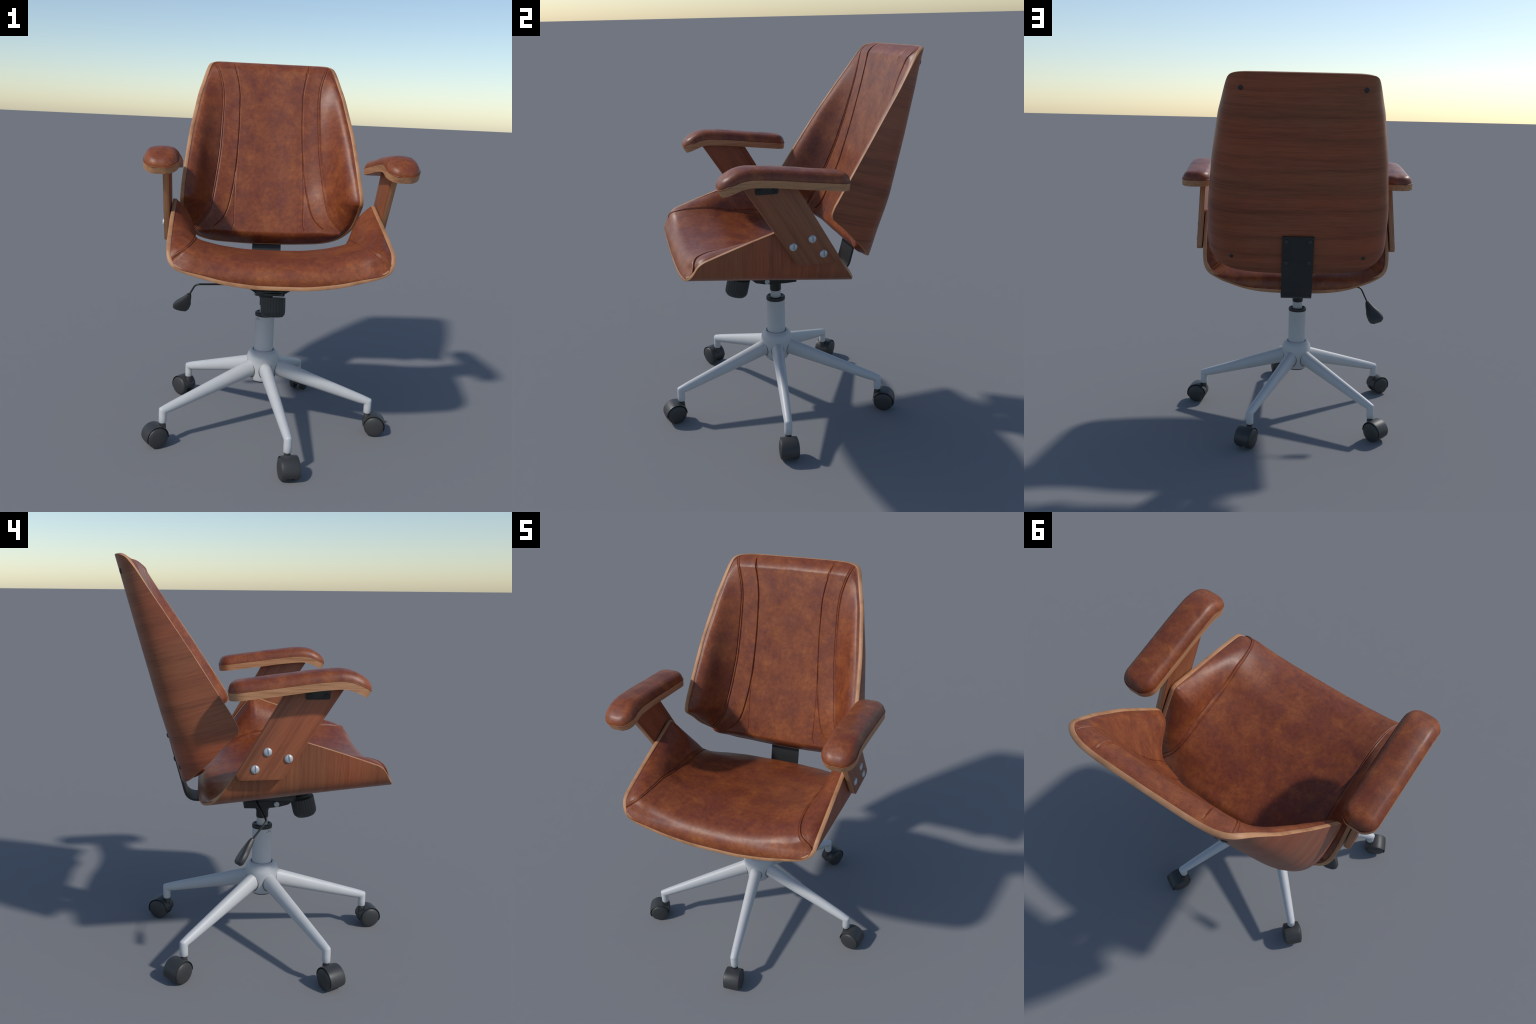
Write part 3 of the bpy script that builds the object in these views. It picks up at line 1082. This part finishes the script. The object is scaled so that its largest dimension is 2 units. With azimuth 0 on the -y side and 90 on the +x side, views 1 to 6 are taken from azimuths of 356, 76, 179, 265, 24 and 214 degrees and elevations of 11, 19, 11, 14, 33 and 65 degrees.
# -------------------------------------------------------------- tilt mechanism
MX = 0.0
outline = [(.092, .830), (.090, .752), (.032, .750), (-.052, .752), (-.095, .757), (-.140, .768), (-.178, .800), (-.185, .850)]
mech = extrude_polygon('tilt_mechanism', outline, lambda p, h: (h, p[0], p[1]), -.088, .062, BLACK, chair, .003)
for s in (-1, 1):
    pts = [(-.013 + s * .075, .786), (-.013 + s * .118, .812), (-.013 + s * .128, .838), (-.013 + s * .06, .838)]
    extrude_polygon('mounting_flange', pts, lambda p, h: (p[0], h, p[1]), -.16, .08, BLACK, mech, .002)
lathe('column_collar', [(.01, .686), (.0300, .686), (.0318, .690), (.0318, .722), (.0350, .730), (.0460, .748), (.0465, .760), (.01, .760)], BLACK, mech, seg=48, center=(CX, CY, 0))
for s in (-1, 1):
    b = lathe('bolt', [(.0145, 0), (.0145, .004), (.012, .006), (.001, .006)], STEEL, mech, seg=8, axis='x')
    b.location = (.062 if s > 0 else -.088, -.078, .772)
    b.rotation_euler = (0, 0, 0 if s > 0 else math.pi)

# tension knob, ribbed
KN = 24
kp = [(.050, .0), (.0625, .0), (.0628, .072), (.0600, .086), (.050, .098), (.036, .1005), (.0005, .1005)]
seg = KN * 4
V, F = [], []
for r, h in kp:
    for j in range(seg):
        rib = 1 - (.035 if (j % 4) in (0,) and .055 < r and h < .09 else 0)
        V.append((r * rib * math.cos(2 * math.pi * j / seg), r * rib * math.sin(2 * math.pi * j / seg), -h))
for i in range(len(kp) - 1):
    for j in range(seg):
        k = (j + 1) % seg
        F.append((i * seg + j, (i + 1) * seg + j, (i + 1) * seg + k, i * seg + k))
F.append(tuple(range(seg)))
knob = new_object('tension_knob', V, F, PLASTIC, mech, angle=30)
knob.location = (-.004, -.222, .783)
knob.rotation_euler = (math.radians(-13), 0, 0)
neck = lathe('knob_neck', [(.01, -.06), (.03, -.06), (.046, -.030), (.046, -.024), (.043, -.022), (.046, -.018), (.046, -.012), (.043, -.010), (.046, -.006), (.046, .004), (.01, .004)], BLACK, mech, seg=40)
neck.location = knob.location + Vector((0, 0, .012))
neck.rotation_euler = (math.radians(-13 + 180), 0, 0)

# height lever
path = fillet_path([(-.08, .028, .790), (-.404, .005, .786), (-.4415, .0805, .7035)], [.028], 8)
lever = sweep('height_lever', path, [(.0050, .0050)] * len(path), BLACK, chair, seg=16)
# grip: flat paddle along the rod end
A_, B_ = np.array([-.4380, .0735, .712]), np.array([-.482, .151, .603])
ax = (B_ - A_); LG = np.linalg.norm(ax); ax /= LG
wide = np.array([-1.0, 0.0, 0.0]); wide -= ax * (wide @ ax); wide /= np.linalg.norm(wide)
thick = np.cross(ax, wide)
V, F = [], []
tt = np.linspace(0, 1, 15)
seg = 28
for i, t in enumerate(tt):
    w = float(spline(t, [(0, .011), (.1, .016), (.3, .0255), (.6, .042), (.8, .0455), (.93, .040), (1, .026)]))
    h = float(spline(t, [(0, .009), (.15, .0135), (.8, .0185), (.95, .017), (1, .011)]))
    sh = .013 * smooth(.1, .9, t)
    for j in range(seg):
        a = 2 * math.pi * j / seg
        c, s = math.cos(a), math.sin(a)
        e = .62
        wob = 1 + (.05 if (i % 2 and c < 0 and i > 5) else 0)
        V.append(A_ + ax * t * LG + wide * (sh + w * wob * math.copysign(abs(c) ** e, c)) + thick * h * math.copysign(abs(s) ** e, s))
for i in range(len(tt) - 1):
    for j in range(seg):
        k = (j + 1) % seg
        F.append((i * seg + j, i * seg + k, (i + 1) * seg + k, (i + 1) * seg + j))
F.append(tuple(range(seg))[::-1]); F.append(tuple((len(tt) - 1) * seg + j for j in range(seg)))
grip = new_object('lever_grip', np.array(V), F, PLASTIC, lever, angle=None)
bm = bmesh.new(); bm.from_mesh(grip.data); bmesh.ops.recalc_face_normals(bm, faces=bm.faces); bm.to_mesh(grip.data); bm.free()
grip.data.set_sharp_from_angle(angle=math.radians(45))

# two small printed strokes-marks on the column, a mirrored L and an L
def column_stroke(a0, a1, z0, z1):
    r = .0522
    n = 8
    V, F = [], []
    for i in range(n + 1):
        a = math.radians(a0 + (a1 - a0) * i / n)
        for rr, z in ((r - .001, z0), (r, z0), (r, z1), (r - .001, z1)):
            V.append((CX + rr * math.cos(a), CY + rr * math.sin(a), z))
    for i in range(n):
        for j in range(4):
            k = (j + 1) % 4
            F.append((i * 4 + j, i * 4 + k, (i + 1) * 4 + k, (i + 1) * 4 + j))
    F.append((0, 1, 2, 3)); F.append(tuple(n * 4 + j for j in (3, 2, 1, 0)))
    return V, F


V, F = [], []
for st in ((-157.5, -147.2, .6130, .6150), (-147.2, -145.0, .6130, .6245), (-134.0, -131.8, .6125, .6245), (-131.8, -123.5, .6125, .6145)):
    v, f = column_stroke(*st)
    F += [tuple(i + len(V) for i in q) for q in f]
    V += v
new_object('printed_mark', V, F, INK, column)
